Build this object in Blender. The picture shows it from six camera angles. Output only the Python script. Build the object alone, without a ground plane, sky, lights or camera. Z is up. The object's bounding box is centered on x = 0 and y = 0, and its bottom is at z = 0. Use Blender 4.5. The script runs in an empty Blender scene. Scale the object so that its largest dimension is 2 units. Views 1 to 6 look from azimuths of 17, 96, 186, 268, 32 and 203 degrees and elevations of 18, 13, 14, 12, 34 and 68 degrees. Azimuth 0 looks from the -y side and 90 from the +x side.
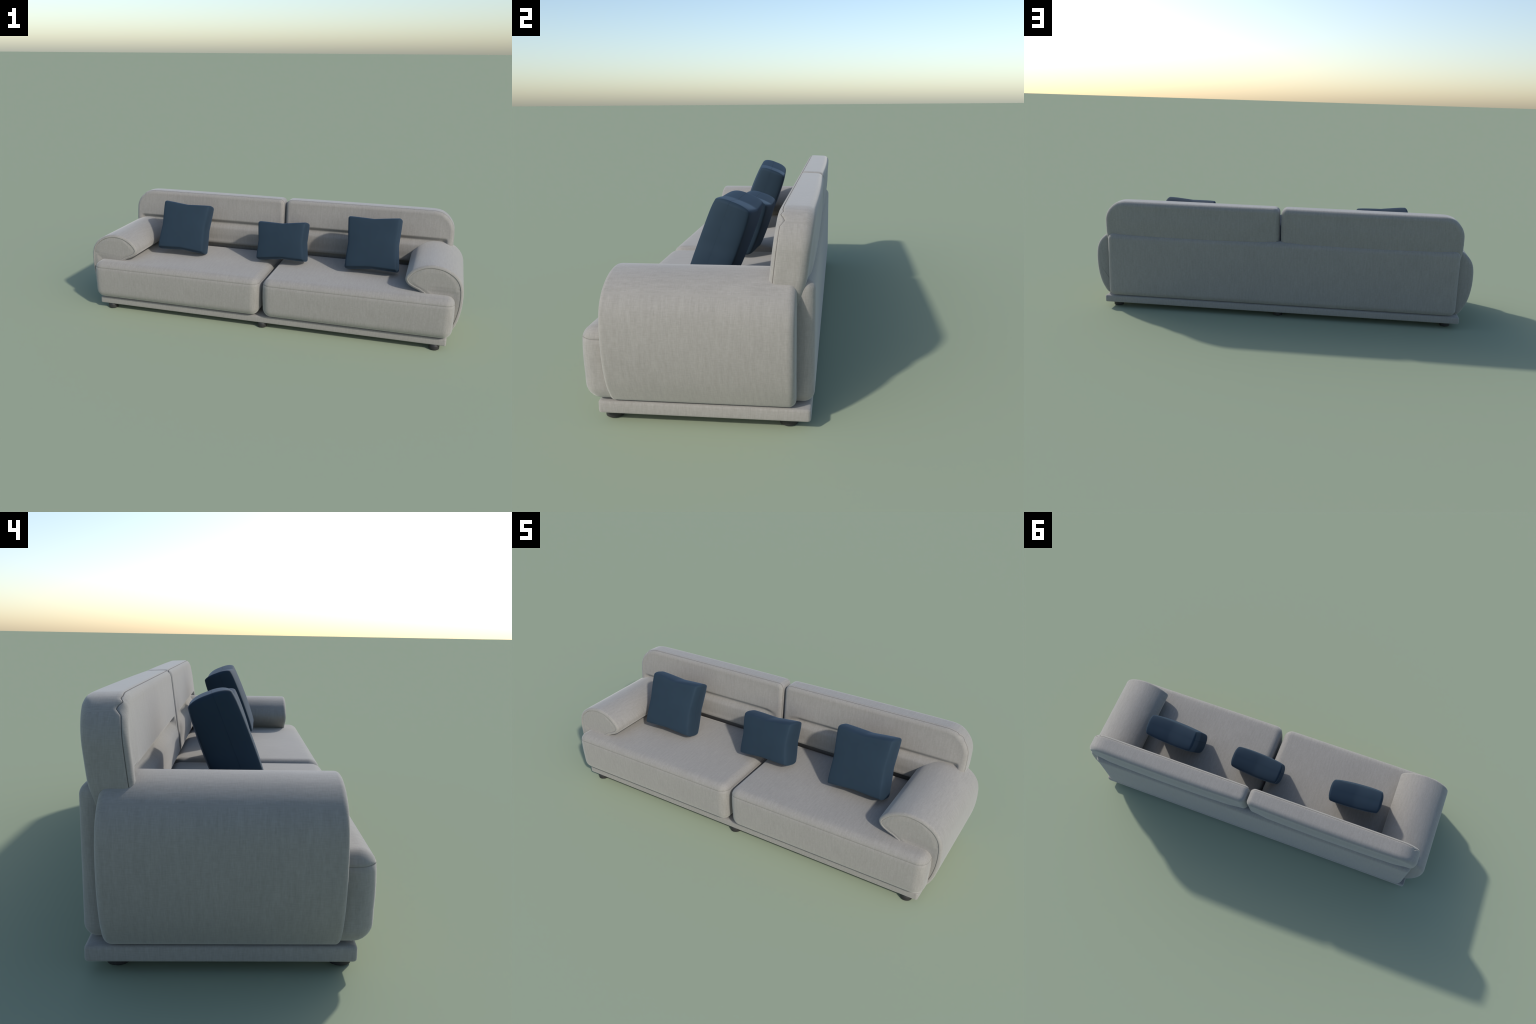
# A low two-seat sofa in grey linen with rolled arms, and three blue throw pillows.
import bpy, math
from math import sin, cos, pi, exp, radians
from mathutils import Vector, Matrix, Euler

# ------------------------------------------------------------------ materials
def new_mat(name):
    m = bpy.data.materials.new(name)
    m.use_nodes = True
    nt = m.node_tree
    nt.nodes.clear()
    out = nt.nodes.new("ShaderNodeOutputMaterial")
    bs = nt.nodes.new("ShaderNodeBsdfPrincipled")
    nt.links.new(bs.outputs[0], out.inputs[0])
    return m, nt, bs

def nd(nt, kind, **kw):
    n = nt.nodes.new(kind)
    for k, v in kw.items():
        setattr(n, k, v)
    return n

def math_node(nt, op, a, b=None, c=None):
    n = nd(nt, "ShaderNodeMath", operation=op)
    for i, v in enumerate((a, b, c)):
        if v is None:
            continue
        if isinstance(v, (int, float)):
            n.inputs[i].default_value = v
        else:
            nt.links.new(v, n.inputs[i])
    return n.outputs[0]

def weave_coords(nt):
    """across / along the warp, picked by which way the cloth faces"""
    tc = nd(nt, "ShaderNodeTexCoord")
    sp = nd(nt, "ShaderNodeSeparateXYZ"); nt.links.new(tc.outputs["Object"], sp.inputs[0])
    sn = nd(nt, "ShaderNodeSeparateXYZ"); nt.links.new(tc.outputs["Normal"], sn.inputs[0])
    top = math_node(nt, "GREATER_THAN", math_node(nt, "ABSOLUTE", sn.outputs[2]), 0.72)
    side = math_node(nt, "GREATER_THAN", math_node(nt, "ABSOLUTE", sn.outputs[0]), 0.72)
    def mix(f, a, b):
        n = nd(nt, "ShaderNodeMix", data_type="FLOAT")
        nt.links.new(f, n.inputs[0]); nt.links.new(a, n.inputs[2]); nt.links.new(b, n.inputs[3])
        return n.outputs[0]
    along = mix(top, sp.outputs[2], sp.outputs[1])
    across = mix(side, sp.outputs[0], sp.outputs[1])
    return tc, across, along

def streak(nt, across, along, fa, fl, detail=2.0):
    cb = nd(nt, "ShaderNodeCombineXYZ")
    nt.links.new(math_node(nt, "MULTIPLY", across, fa), cb.inputs[0])
    nt.links.new(math_node(nt, "MULTIPLY", along, fl), cb.inputs[1])
    n = nd(nt, "ShaderNodeTexNoise")
    n.inputs["Scale"].default_value = 1.0
    n.inputs["Detail"].default_value = detail
    nt.links.new(cb.outputs[0], n.inputs["Vector"])
    return n.outputs["Fac"]

def linen(name, base, contrast=1.0):
    m, nt, bs = new_mat(name)
    tc, ac, al = weave_coords(nt)
    warp = streak(nt, ac, al, 360, 60)
    weft = streak(nt, ac, al, 60, 420)
    slub = streak(nt, ac, al, 120, 15, 3.0)
    cloud = nd(nt, "ShaderNodeTexNoise"); cloud.inputs["Scale"].default_value = 9
    cloud.inputs["Detail"].default_value = 4
    nt.links.new(tc.outputs["Object"], cloud.inputs["Vector"])
    s = math_node(nt, "ADD", math_node(nt, "MULTIPLY", warp, 0.34), math_node(nt, "MULTIPLY", weft, 0.30))
    s = math_node(nt, "ADD", s, math_node(nt, "MULTIPLY", slub, 0.34))
    s = math_node(nt, "ADD", s, math_node(nt, "MULTIPLY", cloud.outputs["Fac"], 0.12))
    rp = nd(nt, "ShaderNodeValToRGB")
    nt.links.new(s, rp.inputs[0])
    e = rp.color_ramp.elements
    d = 0.145 * contrast
    e[0].position = 0.33; e[0].color = [c * (1 - d) for c in base] + [1]
    e[1].position = 0.67; e[1].color = [c * (1 + d) for c in base] + [1]
    nt.links.new(rp.outputs[0], bs.inputs["Base Color"])
    bs.inputs["Roughness"].default_value = 0.9
    bs.inputs["Specular IOR Level"].default_value = 0.3
    bs.inputs["Sheen Weight"].default_value = 0.40
    bs.inputs["Sheen Tint"].default_value = (1.0, 0.975, 0.94, 1)
    bs.inputs["Sheen Roughness"].default_value = 0.52
    bp = nd(nt, "ShaderNodeBump"); bp.inputs["Strength"].default_value = 0.12
    bp.inputs["Distance"].default_value = 0.002
    nt.links.new(s, bp.inputs["Height"]); nt.links.new(bp.outputs[0], bs.inputs["Normal"])
    return m

def plain(name, col, rough, spec=0.5, sheen=0.0, noise=0.0):
    m, nt, bs = new_mat(name)
    bs.inputs["Roughness"].default_value = rough
    bs.inputs["Specular IOR Level"].default_value = spec
    bs.inputs["Sheen Weight"].default_value = sheen
    bs.inputs["Sheen Roughness"].default_value = 0.36
    bs.inputs["Sheen Tint"].default_value = (0.40, 0.65, 1.0, 1)
    tc = nd(nt, "ShaderNodeTexCoord")
    n = nd(nt, "ShaderNodeTexNoise"); n.inputs["Scale"].default_value = 14
    n.inputs["Detail"].default_value = 5
    nt.links.new(tc.outputs["Object"], n.inputs["Vector"])
    rp = nd(nt, "ShaderNodeValToRGB"); nt.links.new(n.outputs["Fac"], rp.inputs[0])
    rp.color_ramp.elements[0].position = 0.3; rp.color_ramp.elements[1].position = 0.7
    rp.color_ramp.elements[0].color = [c * (1 - noise) for c in col] + [1]
    rp.color_ramp.elements[1].color = [c * (1 + noise) for c in col] + [1]
    nt.links.new(rp.outputs[0], bs.inputs["Base Color"])
    return m

LINEN = (0.252, 0.2390, 0.2180)
M_LINEN = linen("grey_linen", LINEN)
M_SEAM = plain("seam_shadow", (0.150, 0.140, 0.129), 0.9, 0.2, noise=0.1)  # linen darkened to paint shadow into the back cushion seam grooves
M_SOFT_SEAM_SHADE = plain("painted_soft_seam_shade", (0.208, 0.197, 0.180), 0.8, 0.2, noise=0.1)  # same cloth, slightly darkened: groove shade coloured onto seat seams and arm rims
M_BLUE = plain("blue_cotton", (0.0132, 0.0300, 0.0490), 0.85, 0.35, 0.13, 0.05)
M_BLUE_SEAM = plain("blue_seam", (0.0105, 0.0245, 0.040), 0.8, 0.3, noise=0.05)
M_LEG = plain("black_leg", (0.022, 0.021, 0.021), 0.55, 0.5, noise=0.1)

# ------------------------------------------------------------------ outlines
def resample(pts, n):
    """closed polyline -> n points, even spacing"""
    L = [0.0]
    m = len(pts)
    for i in range(m):
        a, b = pts[i], pts[(i + 1) % m]
        L.append(L[-1] + math.hypot(b[0] - a[0], b[1] - a[1]))
    out, j = [], 0
    for k in range(n):
        d = L[-1] * k / n
        while L[j + 1] < d:
            j += 1
        a, b = pts[j], pts[(j + 1) % m]
        t = (d - L[j]) / max(L[j + 1] - L[j], 1e-9)
        out.append((a[0] + (b[0] - a[0]) * t, a[1] + (b[1] - a[1]) * t))
    return out

def round_rect(x0, x1, y0, y1, radii, steps=8, straight=40):
    """counter-clockwise from the lower-left; radii = (ll, lr, ur, ul)"""
    cs = [(x0, y0, 1, 1, pi), (x1, y0, -1, 1, 1.5 * pi), (x1, y1, -1, -1, 0), (x0, y1, 1, -1, .5 * pi)]
    pts = []
    for (cx, cy, sx, sy, a0), r in zip(cs, radii):
        for i in range(steps + 1):
            a = a0 + .5 * pi * i / steps
            pts.append((cx + sx * r + r * cos(a), cy + sy * r + r * sin(a)))
    out = []
    m = len(pts)
    for i in range(m):
        a, b = pts[i], pts[(i + 1) % m]
        out.append(a)
        d = math.hypot(b[0] - a[0], b[1] - a[1])
        k = int(d / (max(x1 - x0, y1 - y0) / straight))
        for j in range(1, k + 1):
            t = j / (k + 1)
            out.append((a[0] + (b[0] - a[0]) * t, a[1] + (b[1] - a[1]) * t))
    return out

def spline_closed(ctrl, per=8):
    """Catmull-Rom through control points"""
    n = len(ctrl)
    out = []
    for i in range(n):
        p0, p1, p2, p3 = (Vector(ctrl[(i + k - 1) % n]) for k in range(4))
        for j in range(per):
            t = j / per
            q = 0.5 * ((2 * p1) + (p2 - p0) * t + (2 * p0 - 5 * p1 + 4 * p2 - p3) * t * t
                       + (3 * p1 - p0 - 3 * p2 + p3) * t ** 3)
            out.append((q.x, q.y))
    return out

def chaikin(pts, it=2):
    for _ in range(it):
        o = []
        for i in range(len(pts)):
            a, b = pts[i], pts[(i + 1) % len(pts)]
            o += [(a[0] * .75 + b[0] * .25, a[1] * .75 + b[1] * .25),
                  (a[0] * .25 + b[0] * .75, a[1] * .25 + b[1] * .75)]
        pts = o
    return pts

def normals2d(pts):
    n = len(pts)
    res = []
    for i in range(n):
        a, b = pts[i - 1], pts[(i + 1) % n]
        t = Vector((b[0] - a[0], b[1] - a[1])).normalized()
        res.append((t.y, -t.x))            # outward for a CCW outline
    return res

# ------------------------------------------------------------------ padded-slab builder
def smooth(t):
    t = min(max(t, 0.0), 1.0)
    return t * t * (3 - 2 * t)

def edge_roll(n_face, n_side, r, steps=7):
    """stations (n, inset) of a quarter round from the face to the side"""
    s = 1 if n_side > n_face else -1
    return [(n_face + s * r * (1 - cos(.5 * pi * i / steps)), r * (1 - sin(.5 * pi * i / steps)))
            for i in range(steps + 1)]

def make_object(name, verts, faces, mats, fmat, parent=None, loc=(0, 0, 0), flip=False, rot=None):
    me = bpy.data.meshes.new(name)
    if flip:
        faces = [tuple(reversed(f)) for f in faces]
    L = Vector(loc)
    me.from_pydata([tuple(Vector(v) - (L if rot is None else Vector((0, 0, 0)))) for v in verts], [], faces)
    for m in mats:
        me.materials.append(m)
    for p, mi in zip(me.polygons, fmat):
        p.material_index = mi
        p.use_smooth = True
    me.update()
    ob = bpy.data.objects.new(name, me)
    ob.location = L
    if rot is not None:
        ob.rotation_euler = rot
    bpy.context.scene.collection.objects.link(ob)
    if parent:
        ob.parent = parent
    return ob

def slab(outline, stations, place, cap0=None, cap1=None, medial=None, rings=10, shift=None, seam_at=()):
    """Rings of the outline, inset and set at depth n, joined into a padded slab.
    place(u, v, n, which) -> xyz; cap0/cap1(u, v, e) = depth offset of a face (e: 0 at rim, 1 at middle line)"""
    N = len(outline)
    nr = normals2d(outline)
    V, F, FM = [], [], []
    ring_uv = []
    for si, (n, ins) in enumerate(stations):
        row = []
        for i, (p, q) in enumerate(zip(outline, nr)):
            u, v = p[0] - q[0] * ins, p[1] - q[1] * ins
            nn = n + (shift(si, i, u, v) if shift else 0.0)
            V.append(place(u, v, nn))
            row.append((u, v))
        ring_uv.append(row)
    for s in range(len(stations) - 1):
        for i in range(N):
            j = (i + 1) % N
            F.append((s * N + i, s * N + j, (s + 1) * N + j, (s + 1) * N + i))
            FM.append(1 if s in seam_at else 0)
    us = [p[0] for p in outline]; vs = [p[1] for p in outline]
    if medial is None:
        h = .5 * min(max(us) - min(us), max(vs) - min(vs))
        medial = (min(us) + h, max(us) - h, min(vs) + h, max(vs) - h)
    for which, cap in ((0, cap0), (1, cap1)):
        base = 0 if which == 0 else (len(stations) - 1) * N
        row = ring_uv[0 if which == 0 else -1]
        n0 = stations[0 if which == 0 else -1][0]
        prev = base
        for k in range(1, rings + 1):
            e = k / rings
            start = len(V)
            for (u, v) in row:
                mu = min(max(u, medial[0]), medial[1]); mv = min(max(v, medial[2]), medial[3])
                uu, vv = u + (mu - u) * e, v + (mv - v) * e
                V.append(place(uu, vv, n0 + (cap(uu, vv, e) if cap else 0.0)))
            for i in range(N):
                j = (i + 1) % N
                f = (prev + i, prev + j, start + j, start + i)
                F.append(tuple(reversed(f)) if which == 0 else f)
                FM.append(0)
            prev = start
    return V, F, FM

def group(name, loc, label, category):
    e = bpy.data.objects.new(name, None)
    e.empty_display_size = 0.1
    e.location = loc
    bpy.context.scene.collection.objects.link(e)
    e["label"] = label
    e["category"] = category
    return e

sofa = group("sofa", (0, 0, 0), "low grey linen two seat sofa with rolled arms", "sofa")

# ------------------------------------------------------------------ plinth
PL = round_rect(-.942, .942, -.274, .302, (.010,) * 4, 5)
st = edge_roll(.028, .06, .006, 4) + list(reversed(edge_roll(.064, .03, .008, 4)))
V, F, FM = slab(PL, st, lambda u, v, n: (u, v, n), rings=2)
make_object("plinth", V, F, [M_LINEN], FM, sofa, (0, .014, .047))

# ------------------------------------------------------------------ legs
def lathe(profile, seg=40):
    V, F = [], []
    profile = [(profile[0][0] - .003, profile[0][1])] + profile
    for r, z in profile:
        for i in range(seg):
            a = 2 * pi * i / seg
            V.append((r * cos(a), r * sin(a), z))
    for k in range(len(profile) - 1):
        for i in range(seg):
            j = (i + 1) % seg
            F.append((k * seg + i, k * seg + j, (k + 1) * seg + j, (k + 1) * seg + i))
    F.append(tuple(reversed(range(seg))))
    F.append(tuple(range((len(profile) - 1) * seg, len(profile) * seg)))
    return V, F
V, F = lathe([(.0243, 0), (.0250, .0004), (.0254, .0012), (.0256, .0030), (.0258, .014), (.0260, .030)])
leg0 = None
for y in (-.2455, .241):
    for x in (-.879, .004, .887):
        if leg0 is None:
            leg0 = make_object("leg", V, F, [M_LEG], [0] * len(F), sofa)
            leg0.location = (x, y, 0)
        else:
            o = leg0.copy(); o.location = (x, y, 0)
            bpy.context.scene.collection.objects.link(o)

# ------------------------------------------------------------------ seat cushions
SX0, SX1, SY0, SY1 = .010, .962, -.308, .218
SZ0, SZ1, SEAM_Z = .068, .2765, .2465
scx, scy = .5 * (SX0 + SX1), .5 * (SY0 + SY1)
hw, hd = .5 * (SX1 - SX0), .5 * (SY1 - SY0)
out = round_rect(-hw, hw, -hd, hd, (.045,) * 4, 9, 60)
lower = [(z, i + .003 * smooth((.14 - z) / .08)) for z, i in edge_roll(SZ0, .2, .045, 8)]
walls = [(.14, .0003), (.17, -.0010), (.20, -.0013), (.23, -.0003), (SEAM_Z - .0010, .0010)]
upper = list(reversed(edge_roll(SZ1, .2, .040, 10)))
upper = [(z, i) for z, i in upper if z > SEAM_Z + .003]
st = lower + walls + [(SEAM_Z, .0020), (SEAM_Z + .0010, .0014)] + upper
seam_rows = (len(lower) + len(walls) - 1, len(lower) + len(walls))
def seat_top(u, v, e):
    c = max(0, 1 - (u / hw) ** 2) * max(0, 1 - (v / hd) ** 2)
    return .002 * smooth(min(1, c * 1.6)) + .0012 * sin(u * 17 + 1) * sin(v * 21) * c
def seat_shift(si, i, u, v):
    # the seam rides up a touch where it turns the corners
    if si in (seam_rows[0], seam_rows[1], seam_rows[1] + 1):
        d = math.hypot(hw - abs(u), hd - abs(v))
        return .0025 * exp(-(d / .022) ** 2)
    return 0.0
V, F, FM = slab(out, st, lambda u, v, n: (u, v, n), cap1=seat_top, rings=24,
                shift=seat_shift, seam_at=seam_rows)
seat = make_object("seat_cushion", V, F, [M_LINEN, M_SOFT_SEAM_SHADE], FM, sofa)
seat.location = (-scx + .004, scy, 0)
o = seat.copy(); o.location = (scx + .002, scy, 0)
bpy.context.scene.collection.objects.link(o)

# ------------------------------------------------------------------ back frame
out = round_rect(-.921, .921, .067, .4075, (.032, .032, .030, .030), 8, 60)
st = edge_roll(.232, .3, .022, 6) + list(reversed(edge_roll(.3095, .2, .030, 10)))
def frame_place(u, v, n):
    return (u, n, v)
V, F, FM = slab(out, st, frame_place, rings=6)
make_object("back_frame", V, F, [M_LINEN], FM, sofa, (0, .262, .24), flip=True)

# ------------------------------------------------------------------ back cushions
LEAN = radians(6.6)
BY, BZ = .178, .297                      # foot of the front face
BH = .2910                               # height along the lean
BT = .097                                # thickness
def back_cushion(sign):
    X0, X1 = .005, .935
    ctrl = round_rect(X0, X1, 0, BH, (.030, .030, .0, .030), 8, 2)
    # the outer shoulder is cut in facets rather than a true quarter circle
    sh = [(X1, BH - .122), (X1 - .003, BH - .082), (X1 - .022, BH - .045), (X1 - .058, BH - .012),
          (X1 - .094, BH - .0015), (X1 - .128, BH)]
    body = []
    done = False
    for p in ctrl:
        if p[0] > X1 - .13 and p[1] > BH - .12:
            if not done:
                body += sh
                done = True
            continue
        body.append(p)
    body = chaikin(body, 2)
    body = [(u - .013 * smooth((.13 - v) / .13) * smooth((u - .7) / .23), v) for u, v in body]
    out = resample(body, 420)
    r = .022
    def on_roll(n):
        return r - math.sqrt(max(r * r - (r - n) ** 2, 0))
    ns = .0115
    roll = edge_roll(0, 1, r, 10)
    front = [p for p in roll if p[0] < ns - .0016]
    seam = [(n, on_roll(n) + g) for n, g in ((ns - .0009, 0), (ns, .0017), (ns + .0009, 0))]
    late = [p for p in roll if p[0] > ns + .0020]
    back_r = .026
    nb = BT
    rear = list(reversed(edge_roll(nb, 0, back_r, 7)))
    n_mid0, n_mid1 = r, nb - back_r
    mids = [(n_mid0 + (n_mid1 - n_mid0) * t, 0) for t in (.25, .5, .75)]
    st = front + seam + late + mids + rear
    k = len(front)
    rows = (k, k + 1)
    corner = (X1 - .030, BH - .030)
    def wig(u, v):
        # puckered seam where the cover turns the shoulder
        a = math.atan2(v - (BH - .11), u - (X1 - .11))
        def tri(c, w):
            return max(0, 1 - abs(a - c) / w)
        if u < X1 - .13 or v < BH - .13:
            return 0
        return .0105 * tri(.86, .17) - .0025 * tri(1.06, .10) + .003 * tri(1.17, .10)
    last = k + 2 + len(late)
    def shift(si, i, u, v):
        # the pucker is strongest at the seam and dies away to either side
        if si < k:
            return wig(u, v) * .5 ** (k - si)
        if si <= k + 2:
            return wig(u, v)
        if si <= last + 3:
            return wig(u, v) * max(0, 1 - (st[si][0] - ns) / .055)
        return 0.0
    GV = .124                               # height of the tuck above the foot
    def front_pad(u, v, e):
        # n grows backwards; a positive offset is a hollow
        ends = smooth((u - X0 - .014) / .075) * smooth((X1 - .022 - u) / .03)
        droop = .012 * (1 - smooth((u - X0 - .01) / .09)) + .004 * (1 - smooth((X1 - .01 - u) / .06))
        d = v - (GV - droop)
        if d >= 0:
            tuck = .018 * (1 - smooth(d / .026))
        else:
            tuck = .018 * exp(-(d / .016) ** 2)
        bulge = -.004 * smooth(e * 2) * (1 - smooth(abs(d) / .2))
        low = -.004 * smooth((-d) / .03) * smooth(e * 3)
        return tuck * ends * smooth(e * 6) + bulge + low * ends
    def rear_pad(u, v, e):
        return .006 * smooth(e * 1.2)
    cl, sl = cos(LEAN), sin(LEAN)
    def place(u, v, n):
        # the back swells in the middle of its width and is pared off low down at the ends
        w = 1 - ((u - .47) / .465) ** 2
        n += (n / BT) ** 2 * (.0065 * w - .012 * (1 - smooth(v / .13)) * (1 - .8 * w))
        return (sign * u + .001, BY + v * sl + n * cl, BZ + v * cl - n * sl * .35)
    V, F, FM = slab(out, st, place, cap0=front_pad, cap1=rear_pad, rings=56, shift=shift, seam_at=rows)
    return make_object("back_cushion", V, F, [M_LINEN, M_SEAM], FM, sofa,
                       (sign * .47, .24, .44), flip=(sign > 0))
for s in (-1, 1):
    back_cushion(s)

# ------------------------------------------------------------------ armrests
ARM = [(.940, .069), (.965, .101), (.984, .145), (.9965, .205), (1.0, .265), (.9955, .320), (.9800, .358),
       (.950, .389), (.905, .412), (.850, .421), (.800, .412), (.757, .389), (.728, .358), (.722, .335),
       (.736, .312), (.765, .295), (.795, .281), (.830, .250), (.850, .180), (.860, .110), (.872, .072), (.905, .0685)]
AY0, AY1 = -.237, .263
def armrest(sign):
    out = resample(spline_closed(ARM, 10), 260)
    rim, rr = .013, .020
    front = [(y, i) for y, i in edge_roll(AY0, 1, rim, 7)]
    lip = [(AY0 + .0040, .0152), (AY0 + .0022, .0146), (AY0 + .0007, .0138)]
    rear = list(reversed(edge_roll(AY1, -1, rr, 8)))
    mids = [(AY0 + rim + (AY1 - rr - AY0 - rim) * t, 0) for t in (.25, .5, .75)]
    st = lip + front + mids + rear
    N = len(out)
    nr = normals2d(out)
    V, F, FM = [], [], []
    for n, ins in st:
        for p, q in zip(out, nr):
            V.append((sign * (p[0] - q[0] * ins), n, p[1] - q[1] * ins))
    for s in range(len(st) - 1):
        for i in range(N):
            j = (i + 1) % N
            F.append((s * N + i, s * N + j, (s + 1) * N + j, (s + 1) * N + i))
            FM.append(1 if s == 0 else 0)
    F.append(tuple(range((len(st) - 1) * N, len(st) * N))); FM.append(0)
    arm = make_object("armrest", V, F, [M_LINEN, M_SOFT_SEAM_SHADE], FM, sofa, (sign * .87, 0, .24), flip=(sign > 0))
    # the end panel is a separate piece of cloth set inside the rolled rim
    ins = .0155
    poly = [(p[0] - q[0] * ins, p[1] - q[1] * ins) for p, q in zip(out, nr)]
    z0, z1 = min(p[1] for p in poly), max(p[1] for p in poly)
    rows, cols = 90, 48
    V, F = [], []
    def span(z):
        xs = []
        for i in range(len(poly)):
            a, b = poly[i], poly[(i + 1) % len(poly)]
            if (a[1] - z) * (b[1] - z) <= 0 and a[1] != b[1]:
                xs.append(a[0] + (b[0] - a[0]) * (z - a[1]) / (b[1] - a[1]))
        return min(xs), max(xs)
    def fold(x, z, edge):
        if sign > 0:
            zc = .311 + .012 * (x - .9)
            d = z - zc
            f = .0022 * exp(-(d / .0028) ** 2) * smooth((x - .82) / .05)
            f += .24 * min(max(-d, 0), .022) * smooth((x - .80) / .08) * smooth(edge * 3)
        else:
            zc = .302 + .13 * (x - .9)
            d = z - zc
            f = .0020 * exp(-(d / .0028) ** 2) * smooth((x - .80) / .04)
            w = .045 * smooth((x - .82) / .06) * smooth((.985 - x) / .07)
            f += .25 * max(0, min(-d, w) - .25 * max(0, -d - w)) * smooth((x - .80) / .05)
        return f - .0025 * smooth(edge * 4)
    for r in range(rows + 1):
        t = r / rows
        z = z0 + 1e-4 + (z1 - z0 - 2e-4) * (.5 - .5 * cos(pi * t))
        a, b = span(z)
        for c in range(cols + 1):
            w = .5 - .5 * cos(pi * c / cols)
            x = a + (b - a) * w
            edge = min(w, 1 - w) * (b - a) / .1
            edge = min(edge, min(z - z0, z1 - z) / .1)
            V.append((sign * x, AY0 + .0015 + fold(x, z, edge), z))
    for r in range(rows):
        for c in range(cols):
            k = r * (cols + 1) + c
            F.append((k, k + 1, k + cols + 2, k + cols + 1))
    pan = make_object("end_panel", V, F, [M_LINEN], [0] * len(F), None, (sign * .87, AY0, .3), flip=(sign < 0))
    sm = pan.modifiers.new("cloth", "SOLIDIFY"); sm.thickness = .006; sm.offset = -1
    pan.parent = arm
    pan.matrix_parent_inverse = Matrix.Translation(arm.location).inverted()
    return arm
for s in (-1, 1):
    armrest(s)

# ------------------------------------------------------------------ throw pillows
def axis_stops(half, r, inner, roll=7):
    """positions along one axis of a rounded block: close together over the rolled edges"""
    ends = [half - r + r * math.tan(.25 * pi * i / roll) for i in range(1, roll + 1)]
    mid = [(half - r) * (2 * i / inner - 1) for i in range(inner + 1)]
    return [-e for e in reversed(ends)] + mid + ends

def pillow(W, H, T, centre, lean, yaw, roll, label):
    """boxed pillow: a soft block, edges drawn in at the middle, corners standing out, faces plumped"""
    hx, hy, hz = W / 2, T / 2, H / 2
    rx, ry, rz = .014, .044, .014
    X, Y, Z = axis_stops(hx, rx, 22), axis_stops(hy, ry, 8), axis_stops(hz, rz, 20)
    Y = sorted(Y + [-.010 - .0007, -.010, -.010 + .0007])
    V, F, FM, index = [], [], [], {}
    def soft(x, y, z):
        cx = min(max(x, rx - hx), hx - rx); cy = min(max(y, ry - hy), hy - ry); cz = min(max(z, rz - hz), hz - rz)
        d = Vector(((x - cx) / rx, (y - cy) / ry, (z - cz) / rz)).normalized()
        x, y, z = cx + d.x * rx, cy + d.y * ry, cz + d.z * rz
        tx, tz = min(1, abs(x) / hx), min(1, abs(z) / hz)
        # outline: sides drawn in towards their middles
        x -= math.copysign(.0105 * (1 - tz) ** 1.2 * tx ** 4, x)
        z -= math.copysign(.0105 * (1 - tx) ** 1.2 * tz ** 4, z)
        # plump faces, and a pinch at the four corners of each face
        c = (1 - tx ** 2) * (1 - tz ** 2)
        pinch = exp(-(((hx - abs(x)) ** 2 + (hz - abs(z)) ** 2) / .024 ** 2))
        y += (y / hy) * (.0135 * c ** .5 - .004 * pinch)
        return x, y, z
    def vert(x, y, z):
        k = (round(x, 6), round(y, 6), round(z, 6))
        if k not in index:
            index[k] = len(V)
            V.append(soft(x, y, z))
        return index[k]
    def sheet(A, B, f, flip):
        for a0, a1 in zip(A, A[1:]):
            for b0, b1 in zip(B, B[1:]):
                q = [vert(*f(a0, b0)), vert(*f(a1, b0)), vert(*f(a1, b1)), vert(*f(a0, b1))]
                F.append(tuple(reversed(q)) if flip else tuple(q))
                ys = [f(a, b)[1] for a, b in ((a0, b0), (a1, b1))]
                FM.append(1 if abs(.5 * (ys[0] + ys[1]) + .010) < .0008 and abs(ys[0] - ys[1]) < .002 and abs(ys[0] - ys[1]) > 0 else 0)
    for sg in (-1, 1):
        sheet(X, Z, lambda a, b: (a, sg * hy, b), sg > 0)
        sheet(Y, Z, lambda a, b: (sg * hx, a, b), sg < 0)
        sheet(X, Y, lambda a, b: (a, b, sg * hz), sg < 0)
    ob = make_object("throw_pillow", V, F, [M_BLUE, M_BLUE_SEAM], FM, None, centre,
                     rot=Euler((0, 0, 0)))
    ob.rotation_euler = (Matrix.Rotation(radians(yaw), 3, 'Z') @ Matrix.Rotation(radians(-lean), 3, 'X')
                         @ Matrix.Rotation(radians(roll), 3, 'Y')).to_euler()
    ob["label"] = label
    ob["category"] = "pillow"
    return ob
def behind(fx, fy, fz, lean, T):
    """centre of a pillow whose front face is centred on the given point"""
    return (fx, fy + cos(radians(lean)) * T / 2, fz - sin(radians(lean)) * T / 2)
TH = .108
pillow(.279, .277, TH, behind(-.530, -.037, .448, 21, TH), 21, 4.3, 3.6, "square dark blue throw pillow leaning back")
pillow(.280, .214, TH, behind(.0400, -.029, .4135, 19, TH), 19, -3.3, -3.6, "small oblong dark blue throw pillow at the middle")
pillow(.281, .281, TH, behind(.533, -.034, .4475, 21, TH), 21, -3.2, -2.5, "square dark blue throw pillow near the arm")
